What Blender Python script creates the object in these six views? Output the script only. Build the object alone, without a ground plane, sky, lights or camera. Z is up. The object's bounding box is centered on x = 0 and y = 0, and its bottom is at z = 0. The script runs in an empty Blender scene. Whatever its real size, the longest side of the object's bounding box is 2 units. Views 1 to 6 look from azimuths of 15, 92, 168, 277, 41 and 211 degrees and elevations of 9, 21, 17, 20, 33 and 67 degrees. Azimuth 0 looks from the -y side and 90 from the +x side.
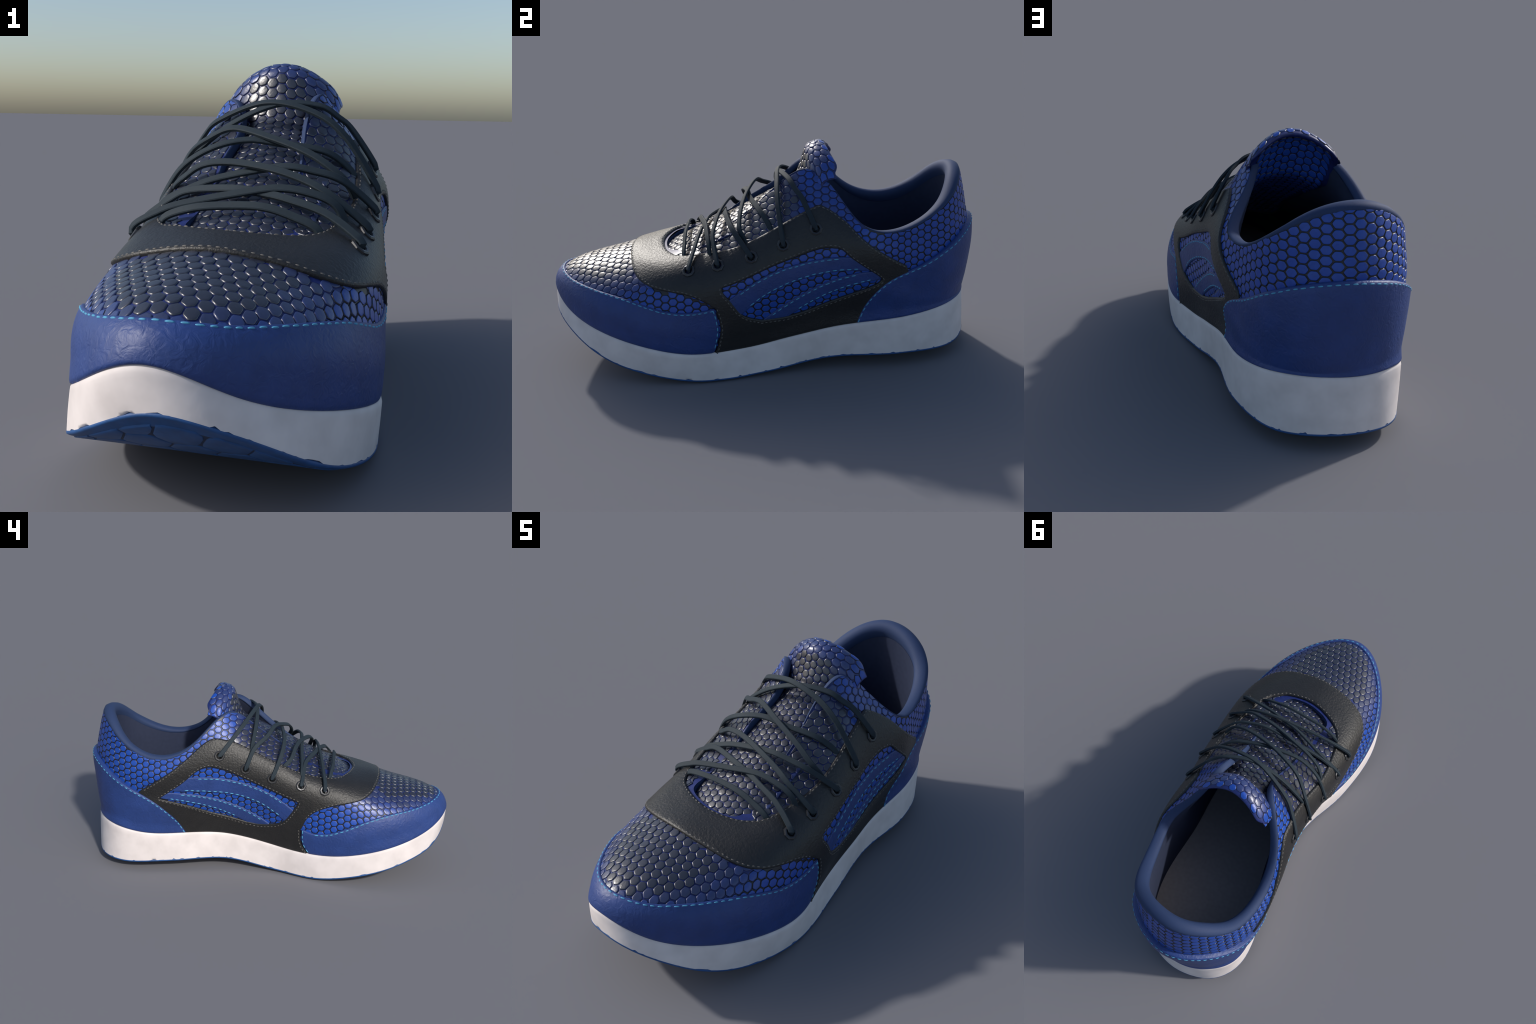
"""A running shoe: lofted upper, hexagon-embossed fabric, leather overlays, laces and a two-part sole.

Metres, z up, toe towards -y.  The upper is a closed fan of ribs: every rib climbs from the seam with
the sole (v = 0) to the edge of the foot opening (v = 1), and s counts the ribs round the shoe.
Leather pieces are cut in (s, v) and laid on that surface with a thickness of their own.
"""
import bpy, bmesh, math, random
import numpy as np
from mathutils import Vector
from mathutils.bvhtree import BVHTree
from mathutils.kdtree import KDTree
from mathutils.geometry import delaunay_2d_cdt

random.seed(7)
rng = np.random.default_rng(7)

# ------------------------------------------------------------------ materials
def principled(name, colour, rough=0.5, spec=0.5, noise=0.0, noise_scale=40.0, bump=0.0, bump_scale=120.0,
               second=None, metallic=0.0, sheen=0.0, wrinkle=0.0):
    m = bpy.data.materials.new(name)
    m.use_nodes = True
    nt = m.node_tree
    b = nt.nodes["Principled BSDF"]
    b.inputs["Roughness"].default_value = rough
    b.inputs["Specular IOR Level"].default_value = spec
    b.inputs["Metallic"].default_value = metallic
    if sheen:
        b.inputs["Sheen Weight"].default_value = sheen
    tc = nt.nodes.new("ShaderNodeTexCoord")
    n = nt.nodes.new("ShaderNodeTexNoise")
    n.inputs["Scale"].default_value = noise_scale
    n.inputs["Detail"].default_value = 5
    nt.links.new(tc.outputs["Object"], n.inputs["Vector"])
    ramp = nt.nodes.new("ShaderNodeValToRGB")
    c2 = second or tuple(c * (1 - noise) for c in colour)
    ramp.color_ramp.elements[0].position, ramp.color_ramp.elements[1].position = 0.35, 0.65
    ramp.color_ramp.elements[0].color = (*c2, 1)
    ramp.color_ramp.elements[1].color = (*colour, 1)
    nt.links.new(n.outputs["Fac"], ramp.inputs["Fac"])
    nt.links.new(ramp.outputs["Color"], b.inputs["Base Color"])
    if bump:
        t = nt.nodes.new("ShaderNodeTexNoise")
        t.inputs["Scale"].default_value = bump_scale
        t.inputs["Detail"].default_value = 4
        t.inputs["Distortion"].default_value = wrinkle
        nt.links.new(tc.outputs["Object"], t.inputs["Vector"])
        bp = nt.nodes.new("ShaderNodeBump")
        bp.inputs["Strength"].default_value = bump
        bp.inputs["Distance"].default_value = 0.006
        nt.links.new(t.outputs["Fac"], bp.inputs["Height"])
        nt.links.new(bp.outputs["Normal"], b.inputs["Normal"])
    return m

BLUE, DARK = np.array((0.011, 0.064, 0.36)), np.array((0.019, 0.022, 0.038))
SHADES = 6
MID = np.array((0.022, 0.042, 0.165))
def shade_colour(t):
    return (BLUE + (MID - BLUE) * t * 2) if t < .5 else (MID + (DARK - MID) * (t * 2 - 1))
M_SCALE = [principled("scale_shade", tuple(shade_colour(k / (SHADES - 1))), rough=0.38 - 0.04 * k / (SHADES - 1), spec=0.5 + 0.5 * k / (SHADES - 1), noise=0.12, noise_scale=60, bump=0.10, bump_scale=160)
           for k in range(SHADES)]
M_RIM = principled("scale_rim", (0.009, 0.020, 0.095), rough=0.36, spec=0.6, noise=0.2)
M_RIM_DARK = principled("scale_rim_dark", (0.008, 0.010, 0.030), rough=0.36, spec=0.6, noise=0.2)
M_GROUND = principled("fabric_ground", (0.015, 0.015, 0.024), rough=0.42, noise=0.3, noise_scale=80)
M_GROUND_BLUE = principled("fabric_ground_blue", (0.012, 0.024, 0.14), rough=0.42, noise=0.3, noise_scale=80)
M_BLUE_LEATHER = principled("blue_leather", (0.018, 0.048, 0.195), rough=0.50, noise=0.14, noise_scale=14, bump=0.45, bump_scale=42, wrinkle=1.2)
M_BLACK_LEATHER = principled("black_leather", (0.015, 0.015, 0.0155), rough=0.46, spec=0.5, noise=0.2, noise_scale=25, bump=0.42, bump_scale=100, wrinkle=0.4)
M_NAVY = principled("navy_lining", (0.024, 0.044, 0.112), rough=0.7, spec=0.3, noise=0.1, noise_scale=200, bump=0.05, bump_scale=300)
M_INNER = principled("inner_lining", (0.034, 0.043, 0.080), rough=0.9, spec=0.1, noise=0.1, noise_scale=60)
M_INSOLE = principled("insole_foam", (0.36, 0.33, 0.315), rough=0.9, spec=0.1, noise=0.1, noise_scale=60)
M_WHITE = principled("white_foam", (0.72, 0.665, 0.655), rough=0.55, spec=0.35, second=(0.63, 0.58, 0.57), noise_scale=11, bump=0.14, bump_scale=22)
M_RUBBER = principled("blue_rubber", (0.012, 0.075, 0.24), rough=0.55, noise=0.25, noise_scale=25, bump=0.1)
M_GROOVE = principled("rubber_groove", (0.006, 0.022, 0.07), rough=0.7, noise=0.2)
M_LACE = principled("slate_lace", (0.019, 0.030, 0.040), rough=0.7, spec=0.25, noise=0.12, noise_scale=120, bump=0.05, bump_scale=400)
M_EYELET = principled("eyelet_metal", (0.045, 0.046, 0.05), rough=0.35, noise=0.15, metallic=0.5)
M_THREAD_BLUE = principled("sky_thread", (0.080, 0.33, 0.53), rough=0.65, noise=0.2, noise_scale=150)
M_THREAD_GREY = principled("grey_thread", (0.12, 0.113, 0.103), rough=0.65, noise=0.3, noise_scale=150)

# ------------------------------------------------------------------ ribs of the upper
OUTER_RIBS = [      # toe tip, then along the +x side to the waist
    [(0.011, -1.023, 0.421), (0.014, -1.033, 0.453), (0.017, -0.979, 0.487), (0.01, -0.859, 0.519), (0.003, -0.71, 0.534), (-0.002, -0.573, 0.574), (-0.007, -0.455, 0.571)],
    [(0.183, -0.932, 0.291), (0.202, -0.934, 0.37), (0.213, -0.895, 0.437), (0.182, -0.795, 0.487), (0.139, -0.666, 0.517), (0.1, -0.55, 0.566), (0.064, -0.452, 0.566)],
    [(0.35, -0.684, 0.219), (0.37, -0.692, 0.294), (0.359, -0.689, 0.368), (0.307, -0.64, 0.435), (0.262, -0.566, 0.502), (0.203, -0.493, 0.56), (0.14, -0.424, 0.562)],
    [(0.394, -0.35, 0.145), (0.411, -0.375, 0.22), (0.391, -0.409, 0.31), (0.375, -0.427, 0.415), (0.345, -0.416, 0.51), (0.248, -0.38, 0.567), (0.126, -0.33, 0.573)],
    [(0.329, -0.186, 0.144), (0.361, -0.178, 0.212), (0.371, -0.201, 0.309), (0.379, -0.234, 0.426), (0.341, -0.245, 0.526), (0.235, -0.228, 0.601), (0.101, -0.185, 0.658)],
    [(0.287, -0.037, 0.147), (0.307, -0.035, 0.22), (0.335, -0.052, 0.328), (0.356, -0.078, 0.453), (0.324, -0.092, 0.565), (0.23, -0.087, 0.656), (0.104, -0.064, 0.725)],
    [(0.272, 0.08, 0.175), (0.285, 0.08, 0.248), (0.314, 0.071, 0.362), (0.332, 0.057, 0.5), (0.304, 0.049, 0.634), (0.204, 0.055, 0.746), (0.071, 0.071, 0.85)],
    [(0.258, 0.195, 0.196), (0.269, 0.198, 0.271), (0.293, 0.197, 0.385), (0.301, 0.194, 0.523), (0.275, 0.198, 0.665), (0.196, 0.207, 0.808), (0.1, 0.218, 0.975)],
    [(0.231, 0.331, 0.218), (0.237, 0.334, 0.293), (0.274, 0.333, 0.394), (0.293, 0.332, 0.518), (0.293, 0.338, 0.642), (0.233, 0.344, 0.743), (0.125, 0.349, 0.83)],
]
HEEL_RIBS = [       # round the heel
    [(0.224, 0.497, 0.234), (0.224, 0.492, 0.302), (0.259, 0.486, 0.377), (0.275, 0.477, 0.472), (0.296, 0.472, 0.568), (0.288, 0.464, 0.637), (0.26, 0.447, 0.682)],
    [(0.215, 0.635, 0.244), (0.218, 0.638, 0.299), (0.228, 0.634, 0.354), (0.221, 0.627, 0.422), (0.233, 0.623, 0.5), (0.238, 0.619, 0.577), (0.223, 0.616, 0.649)],
    [(0.177, 0.773, 0.266), (0.181, 0.774, 0.297), (0.185, 0.77, 0.33), (0.187, 0.763, 0.378), (0.197, 0.762, 0.453), (0.202, 0.769, 0.568), (0.18, 0.776, 0.721)],
    [(0.119, 0.875, 0.28), (0.112, 0.88, 0.292), (0.111, 0.883, 0.309), (0.114, 0.881, 0.345), (0.129, 0.887, 0.42), (0.14, 0.891, 0.568), (0.111, 0.871, 0.794)],
    [(0.001, 0.941, 0.286), (-0.008, 0.945, 0.296), (-0.01, 0.95, 0.315), (-0.006, 0.949, 0.358), (0.004, 0.965, 0.446), (0.004, 0.978, 0.614), (-0.009, 0.917, 0.862)],
    [(-0.16, 0.956, 0.282), (-0.159, 0.957, 0.309), (-0.158, 0.963, 0.347), (-0.152, 0.966, 0.412), (-0.145, 0.983, 0.519), (-0.153, 1.008, 0.68), (-0.161, 0.932, 0.88)],
    [(-0.279, 0.896, 0.281), (-0.284, 0.897, 0.323), (-0.288, 0.902, 0.378), (-0.288, 0.903, 0.455), (-0.291, 0.907, 0.558), (-0.293, 0.906, 0.69), (-0.286, 0.856, 0.833)],
    [(-0.366, 0.799, 0.266), (-0.367, 0.788, 0.321), (-0.372, 0.782, 0.388), (-0.374, 0.775, 0.469), (-0.386, 0.77, 0.557), (-0.386, 0.768, 0.651), (-0.362, 0.76, 0.74)],
    [(-0.345, 0.63, 0.221), (-0.364, 0.625, 0.294), (-0.394, 0.616, 0.373), (-0.391, 0.608, 0.459), (-0.405, 0.6, 0.538), (-0.404, 0.595, 0.604), (-0.377, 0.59, 0.649)],
]
INNER_RIBS = [      # back along the -x side to the toe
    [(-0.288, 0.451, 0.222), (-0.301, 0.46, 0.292), (-0.356, 0.458, 0.375), (-0.361, 0.454, 0.472), (-0.377, 0.447, 0.566), (-0.374, 0.434, 0.643), (-0.348, 0.414, 0.703)],
    [(-0.246, 0.309, 0.223), (-0.27, 0.316, 0.294), (-0.325, 0.319, 0.39), (-0.339, 0.319, 0.506), (-0.36, 0.317, 0.624), (-0.344, 0.313, 0.733), (-0.29, 0.31, 0.834)],
    [(-0.218, 0.207, 0.214), (-0.25, 0.2, 0.286), (-0.306, 0.193, 0.397), (-0.321, 0.189, 0.532), (-0.336, 0.187, 0.67), (-0.29, 0.192, 0.805), (-0.186, 0.198, 0.947)],
    [(-0.212, 0.064, 0.188), (-0.23, 0.062, 0.262), (-0.276, 0.053, 0.38), (-0.315, 0.044, 0.521), (-0.325, 0.043, 0.654), (-0.254, 0.061, 0.756), (-0.104, 0.094, 0.828)],
    [(-0.228, -0.099, 0.156), (-0.252, -0.09, 0.229), (-0.292, -0.099, 0.346), (-0.324, -0.114, 0.484), (-0.33, -0.116, 0.603), (-0.261, -0.1, 0.681), (-0.139, -0.078, 0.735)],
    [(-0.272, -0.228, 0.149), (-0.306, -0.23, 0.211), (-0.317, -0.254, 0.32), (-0.316, -0.274, 0.446), (-0.312, -0.269, 0.551), (-0.235, -0.233, 0.614), (-0.111, -0.183, 0.653)],
    [(-0.318, -0.418, 0.154), (-0.347, -0.43, 0.223), (-0.345, -0.452, 0.32), (-0.321, -0.46, 0.428), (-0.295, -0.439, 0.522), (-0.225, -0.391, 0.574), (-0.129, -0.329, 0.589)],
    [(-0.317, -0.694, 0.219), (-0.32, -0.698, 0.291), (-0.325, -0.691, 0.368), (-0.29, -0.653, 0.44), (-0.242, -0.584, 0.506), (-0.191, -0.501, 0.558), (-0.138, -0.412, 0.575)],
    [(-0.161, -0.949, 0.308), (-0.164, -0.944, 0.377), (-0.178, -0.896, 0.438), (-0.166, -0.802, 0.487), (-0.132, -0.679, 0.518), (-0.103, -0.556, 0.562), (-0.08, -0.439, 0.573)],
]
RIBS = np.array(OUTER_RIBS + HEEL_RIBS + INNER_RIBS)
NS, NV = RIBS.shape[:2]
KNOTS = np.concatenate([[0] * 3, np.linspace(0, 1, NV - 2), [1] * 3])

def weights_s(s):
    s = np.asarray(s, float) % NS
    i = np.floor(s).astype(int)
    t = s - i
    w = np.stack([(1 - t) ** 3, 3 * t ** 3 - 6 * t ** 2 + 4, -3 * t ** 3 + 3 * t ** 2 + 3 * t + 1, t ** 3], 1) / 6
    return [(i + k - 1) % NS for k in range(4)], w

def weights_v(v):
    v = np.clip(np.asarray(v, float), 0, 1 - 1e-9)
    R = np.stack([(KNOTS[i] <= v) & (v < KNOTS[i + 1]) for i in range(len(KNOTS) - 1)], 1).astype(float)
    for p in range(1, 4):
        Q = np.zeros((len(v), len(KNOTS) - 1 - p))
        for i in range(Q.shape[1]):
            d1, d2 = KNOTS[i + p] - KNOTS[i], KNOTS[i + p + 1] - KNOTS[i + 1]
            Q[:, i] = ((v - KNOTS[i]) / d1 * R[:, i] if d1 > 0 else 0) + ((KNOTS[i + p + 1] - v) / d2 * R[:, i + 1] if d2 > 0 else 0)
        R = Q
    return R

def upper_point(s, v):
    s, v = np.broadcast_arrays(np.asarray(s, float), np.asarray(v, float))
    sh = s.shape
    idx, ws = weights_s(s.ravel())
    wv = weights_v(v.ravel())
    P = sum(ws[:, k, None, None] * RIBS[idx[k]] for k in range(4))
    return np.einsum("nj,njk->nk", wv, P).reshape(*sh, 3)

def upper_frame(s, v):
    s, v = np.broadcast_arrays(np.asarray(s, float), np.asarray(v, float))
    a, b = upper_point(s + .02, v), upper_point(s - .02, v)
    c, d = upper_point(s, np.minimum(v + .01, 1)), upper_point(s, np.maximum(v - .01, 0))
    n = np.cross(a - b, c - d)
    n /= np.linalg.norm(n, axis=-1, keepdims=True) + 1e-12
    sink = .007 * np.clip(v / .08, 0, 1) * np.clip((1 - v) / .06, 0, 1)      # the bare fabric lies a little under the leather
    return upper_point(s, v) - n * sink[..., None], n

# ------------------------------------------------------------------ small helpers
def make(name, verts, faces, mats, parent=None, smooth=True, index=None, flat_angle=None):
    me = bpy.data.meshes.new(name)
    me.from_pydata([tuple(map(float, v)) for v in verts], [], [tuple(map(int, f)) for f in faces])
    for m in (mats if isinstance(mats, list) else [mats]):
        me.materials.append(m)
    if index is not None:
        me.polygons.foreach_set("material_index", np.asarray(index, np.int32))
    me.polygons.foreach_set("use_smooth", np.full(len(me.polygons), smooth))
    me.update()
    if flat_angle is not None:
        me.set_sharp_from_angle(angle=math.radians(flat_angle))
    ob = bpy.data.objects.new(name, me)
    bpy.context.collection.objects.link(ob)
    ob.parent = parent
    return ob

def grid_faces(n, m, wrap_n=False, base=0, flip=False):
    F = []
    for i in range(n if wrap_n else n - 1):
        for j in range(m - 1):
            a, b = base + i * m + j, base + ((i + 1) % n) * m + j
            F.append((a, b, b + 1, a + 1) if not flip else (a, a + 1, b + 1, b))
    return F

def spline(P, per=10, closed=False):
    P = np.asarray(P, float)
    K = len(P)
    Q = np.vstack([P[-1], P, P[0], P[1]]) if closed else np.vstack([2 * P[0] - P[1], P, 2 * P[-1] - P[-2]])
    t = np.arange((K if closed else K - 1) * per) / per
    if not closed:
        t = np.append(t, K - 1 - 1e-9)
    i = np.floor(t).astype(int)
    f = (t - i)[:, None]
    a, b, c, d = (Q[i + k] for k in range(4))
    return .5 * (2 * b + (c - a) * f + (2 * a - 5 * b + 4 * c - d) * f ** 2 + (3 * b - a - 3 * c + d) * f ** 3)

def even(P, step, closed=False):
    P = np.asarray(P, float)
    if closed:
        P = np.vstack([P, P[:1]])
    L = np.concatenate([[0], np.cumsum(np.linalg.norm(np.diff(P, axis=0), axis=1))])
    n = max(2, int(round(L[-1] / step)))
    t = np.linspace(0, L[-1], n + 1)
    R = np.stack([np.interp(t, L, P[:, k]) for k in range(P.shape[1])], 1)
    return R[:-1] if closed else R

def inside(poly, pts):
    poly, pts = np.asarray(poly), np.atleast_2d(pts)
    x, y = pts[:, 0], pts[:, 1]
    r = np.zeros(len(pts), bool)
    x1, y1 = poly[:, 0], poly[:, 1]
    x2, y2 = np.roll(x1, -1), np.roll(y1, -1)
    for a, b, c, d in zip(x1, y1, x2, y2):
        if b != d:
            r ^= ((b > y) != (d > y)) & (x < (c - a) * (y - b) / (d - b) + a)
    return r

# pattern space: the (s, v) plane scaled to roughly metres, cut open at the back of the heel
S_UNIT, V_UNIT, CUT = 0.155, 0.55, 13.5
def pat(sv):
    sv = np.asarray(sv, float)
    s = np.where(sv[..., 0] > CUT, sv[..., 0] - NS, sv[..., 0])
    return np.stack([s * S_UNIT, sv[..., 1] * V_UNIT], -1)
def heel_pat(sv):
    sv = np.asarray(sv, float)
    return np.stack([sv[..., 0] * S_UNIT, sv[..., 1] * V_UNIT], -1)
def unpat(p):
    return p[..., 0] / S_UNIT, p[..., 1] / V_UNIT

def seg_dist(pts, loop):
    a, b = loop, np.roll(loop, -1, 0)
    best = np.full(len(pts), 9.)
    for p, q in zip(a, b):
        d = q - p
        t = np.clip(((pts - p) @ d) / (d @ d + 1e-12), 0, 1)
        best = np.minimum(best, np.linalg.norm(pts - p - t[:, None] * d, axis=1))
    return best

def cut_piece(name, outer, holes, height, mat, parent, round_=0.008, step=0.012, lift=None, floor=-0.004):
    """A leather piece: outline in pattern space, laid on the upper with a rounded edge and side walls."""
    loops = [even(outer, step * .7, True)] + [even(h, step * .6, True) for h in holes]
    pts, edges = [], []
    for L in loops:
        k = len(pts)
        pts += list(L)
        edges += [(k + i, k + (i + 1) % len(L)) for i in range(len(L))]
    nb = len(pts)
    # offset rows that carry the rounded edge
    extra = []
    for li, L in enumerate(loops):
        t = np.roll(L, -1, 0) - np.roll(L, 1, 0)
        n = np.stack([-t[:, 1], t[:, 0]], 1)
        n /= np.linalg.norm(n, axis=1, keepdims=True) + 1e-12
        for r in (.3, 1.0):
            for sg in (1, -1):
                extra.append(L + n * sg * round_ * r)
    lo, hi = loops[0].min(0), loops[0].max(0)
    gx, gy = np.meshgrid(np.arange(lo[0], hi[0], step), np.arange(lo[1], hi[1], step))
    gx[::2] += step / 2
    g = np.stack([gx.ravel(), gy.ravel()], 1)
    def within(p):
        r = inside(loops[0], p)
        for h in loops[1:]:
            r &= ~inside(h, p)
        return r
    def dist(p):
        d = np.full(len(p), 9.)
        for L in loops:
            d = np.minimum(d, seg_dist(p, L))
        return d
    ex = np.vstack(extra)
    ex = ex[within(ex)]
    ex = ex[dist(ex) > round_ * .25]
    g = g[within(g)]
    g = g[dist(g) > round_ * 1.25]
    allp = np.vstack([np.array(pts), ex, g])
    out = delaunay_2d_cdt([Vector(p) for p in allp], edges, [], 0, 1e-6)
    P = np.array([tuple(p) for p in out[0]])
    T = np.array([f for f in out[2] if len(f) == 3])
    T = T[within(P[T].mean(1))]
    d = dist(P)
    k = np.clip(d / round_, 0, 1)
    off = height * (.45 + .55 * np.sqrt(1 - (1 - k) ** 2))
    s, v = unpat(P)
    X, N = upper_frame(s, v)
    if lift is not None:
        off = off + lift(s % NS, v)
    V = X + N * off[:, None]
    # outward winding
    a, b, c = V[T[:, 0]], V[T[:, 1]], V[T[:, 2]]
    fl = (np.cross(b - a, c - a) * N[T[:, 0]]).sum(1) < 0
    T[fl] = T[fl][:, ::-1]
    cnt = {}
    for t in T:
        for i in range(3):
            cnt[(t[i], t[(i + 1) % 3])] = 1
    rim = [(p, q) for p, q in cnt if (q, p) not in cnt]
    low = {}
    verts = list(V)
    F = [tuple(t) for t in T]
    for p, q in rim:
        for w in (p, q):
            if w not in low:
                low[w] = len(verts)
                verts.append(X[w] + N[w] * floor)
        F.append((q, p, low[p], low[q]))
    return make(name, verts, F, mat, parent, flat_angle=60)

def stitch_line(name, path, height, mat, parent, dash=0.019, gap=0.011, width=0.0055, thick=0.003, lift=None):
    """Thread laid in dashes along a path given in pattern space."""
    p = spline(path, 12) if len(path) > 2 else np.asarray(path, float)
    p = even(p, .004)
    s, v = unpat(p)
    X, N = upper_frame(s, v)
    h = np.full(len(X), height) + (lift(s % NS, v) if lift is not None else 0)
    X = X + N * h[:, None]
    L = np.concatenate([[0], np.cumsum(np.linalg.norm(np.diff(X, axis=0), axis=1))])
    verts, F = [], []
    pos = gap * .5
    while pos + dash < L[-1]:
        dl = dash * random.uniform(.85, 1.1)
        ts = np.linspace(pos, min(pos + dl, L[-1]), 5)
        C = np.stack([np.interp(ts, L, X[:, k]) for k in range(3)], 1)
        Nn = np.stack([np.interp(ts, L, N[:, k]) for k in range(3)], 1)
        Nn /= np.linalg.norm(Nn, axis=1, keepdims=True)
        T = np.gradient(C, axis=0)
        T /= np.linalg.norm(T, axis=1, keepdims=True) + 1e-12
        B = np.cross(T, Nn)
        k0 = len(verts)
        skew = random.uniform(-.0008, .0008)
        for i in range(5):
            wd = width * .5 * (.55, .95, 1, .95, .55)[i]
            th = thick * (.3, .9, 1, .9, .3)[i]
            for a in range(6):
                an = math.pi * a / 5
                verts.append(C[i] + B[i] * (wd * math.cos(an) + skew) + Nn[i] * (th * math.sin(an) - .0005))
        for i in range(4):
            for a in range(5):
                q = k0 + i * 6 + a
                F.append((q, q + 6, q + 7, q + 1))
        F.append(tuple(k0 + a for a in range(6)))
        F.append(tuple(k0 + 24 + 5 - a for a in range(6)))
        pos += dl + gap * random.uniform(.85, 1.15)
    if not verts:
        return None
    ob = make(name, verts, F, mat, parent)
    ob["kind"] = "stuff"
    return ob

def inset_path(sv, d):
    """The path moved sideways over the surface by d metres (to the left of its direction seen from outside)."""
    sv = spline(np.asarray(sv, float), 6)
    s, v = sv[:, 0], np.clip(sv[:, 1], .012, .988)
    Ps = (upper_point(s + .05, v) - upper_point(s - .05, v)) / .1
    Pv = (upper_point(s, v + .01) - upper_point(s, v - .01)) / .02
    g11, g12, g22 = (Ps * Ps).sum(1), (Ps * Pv).sum(1), (Pv * Pv).sum(1)
    t = np.gradient(sv, axis=0)
    a, b = g11 * t[:, 0] + g12 * t[:, 1], g12 * t[:, 0] + g22 * t[:, 1]
    n = np.stack([-b, a], 1)
    ln = np.sqrt(g11 * n[:, 0] ** 2 + 2 * g12 * n[:, 0] * n[:, 1] + g22 * n[:, 1] ** 2)
    for k in range(3):
        n[1:-1] = .25 * n[:-2] + .5 * n[1:-1] + .25 * n[2:]
    return sv + n / ln[:, None] * d

# ------------------------------------------------------------------ the shoe
shoe = bpy.data.objects.new("running_shoe", None)
bpy.context.collection.objects.link(shoe)
shoe["label"] = "blue and black running shoe with hexagon-embossed fabric and white sole"
shoe["category"] = "running shoe"

# base fabric
ns, nv = NS * 16, 90
sg, vg = np.meshgrid(np.arange(ns) * NS / ns, np.linspace(0, 1, nv), indexing="ij")
X0, N0 = upper_frame(sg, vg)
Fb = grid_faces(ns, nv, True)
nzf = np.array([N0.reshape(-1, 3)[list(f)].mean(0)[2] for f in Fb])
upper = make("upper_fabric", X0.reshape(-1, 3), Fb, [M_GROUND, M_GROUND_BLUE], shoe, index=(nzf > .55).astype(int))
bvh = BVHTree.FromPolygons([tuple(p) for p in X0.reshape(-1, 3)], Fb)
kd = KDTree(ns * nv)
for i, p in enumerate(X0.reshape(-1, 3)):
    kd.insert(p, i)
kd.balance()
def locate(p):
    _, i, d = kd.find(p)
    return sg.flat[i], vg.flat[i]

# ------------------------------------------------------------------ outlines of the leather pieces, (s, v)
CAP_EDGE = [(4.08, 0.377), (3.7, 0.363), (3.32, 0.355), (2.94, 0.365), (2.58, 0.394), (2.2, 0.413), (1.83, 0.399), (1.47, 0.364), (1.13, 0.32), (0.79, 0.275), (0.43, 0.245), (0.05, 0.233), (-0.33, 0.24), (-0.7, 0.263), (-1.05, 0.3), (-1.39, 0.344), (-1.75, 0.38), (-2.12, 0.388), (-2.49, 0.359), (-2.81, 0.308), (-3.13, 0.255), (-3.48, 0.213), (-3.85, 0.2), (-4.23, 0.217)]
CAP_OUTER_SIDE = [(4.08, 0.377), (4.08, 0.272), (4.03, 0.165), (3.92, 0.079), (3.8, 0.014), (3.72, 0)]
CAP_INNER_SIDE = [(-4.23, 0.217), (-4.18, 0.134), (-4.1, 0.069), (-3.9, 0.012), (-3.84, 0)]
COUNTER_EDGE = [(8.57, 0), (8.8, 0.119), (9.04, 0.237), (9.29, 0.354), (9.55, 0.468), (9.84, 0.578), (10.16, 0.681), (10.54, 0.772), (10.96, 0.848), (11.45, 0.888), (11.96, 0.898), (12.48, 0.902), (12.99, 0.9), (13.5, 0.887), (14.01, 0.867), (14.52, 0.842), (15.02, 0.811), (15.51, 0.771), (15.9, 0.698), (16.33, 0.624), (16.73, 0.542), (17.09, 0.446), (17.42, 0.343), (17.71, 0.233), (17.96, 0.118), (18.2, 0)]
THROAT_OUTER = [(7.45, 0.914), (6.89, 0.873), (6.32, 0.85), (5.74, 0.843), (5.16, 0.849), (4.58, 0.863), (4, 0.883), (3.43, 0.904), (2.86, 0.929), (2.29, 0.964), (1.71, 0.984), (1.13, 0.99), (0.55, 0.99), (-0.03, 0.99)]
THROAT_INNER = [(-0.14, 0.99), (-0.69, 0.99), (-1.23, 0.99), (-1.78, 0.984), (-2.32, 0.964), (-2.85, 0.927), (-3.38, 0.895), (-3.92, 0.873), (-4.46, 0.859), (-5, 0.854), (-5.55, 0.856), (-6.09, 0.864), (-6.64, 0.879), (-7.18, 0.9)]
TOE_BAND = [(-4.23, 0.222), (-4.14, 0.329), (-3.94, 0.425), (-3.64, 0.502), (-3.29, 0.563), (-2.9, 0.61), (-2.51, 0.655), (-2.14, 0.71), (-1.77, 0.761), (-1.37, 0.8), (-0.95, 0.824), (-0.53, 0.837), (-0.1, 0.84), (0.32, 0.836), (0.75, 0.823), (1.16, 0.802), (1.56, 0.764), (1.94, 0.712), (2.3, 0.654), (2.69, 0.608), (3.1, 0.581), (3.5, 0.543), (3.82, 0.473), (4.08, 0.384)]
REAR_OUTER = [(10.22, 0.764), (9.93, 0.795), (9.64, 0.829), (9.35, 0.861), (9.05, 0.89), (8.74, 0.913), (8.43, 0.925), (8.11, 0.921), (7.79, 0.917), (7.47, 0.914)]
REAR_INNER = [(-6.95, 0.878), (-7.36, 0.912), (-7.77, 0.939), (-8.2, 0.95), (-8.62, 0.942), (-9.03, 0.91), (-9.39, 0.853), (-9.72, 0.781), (-10, 0.698), (-10.27, 0.613)]
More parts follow.
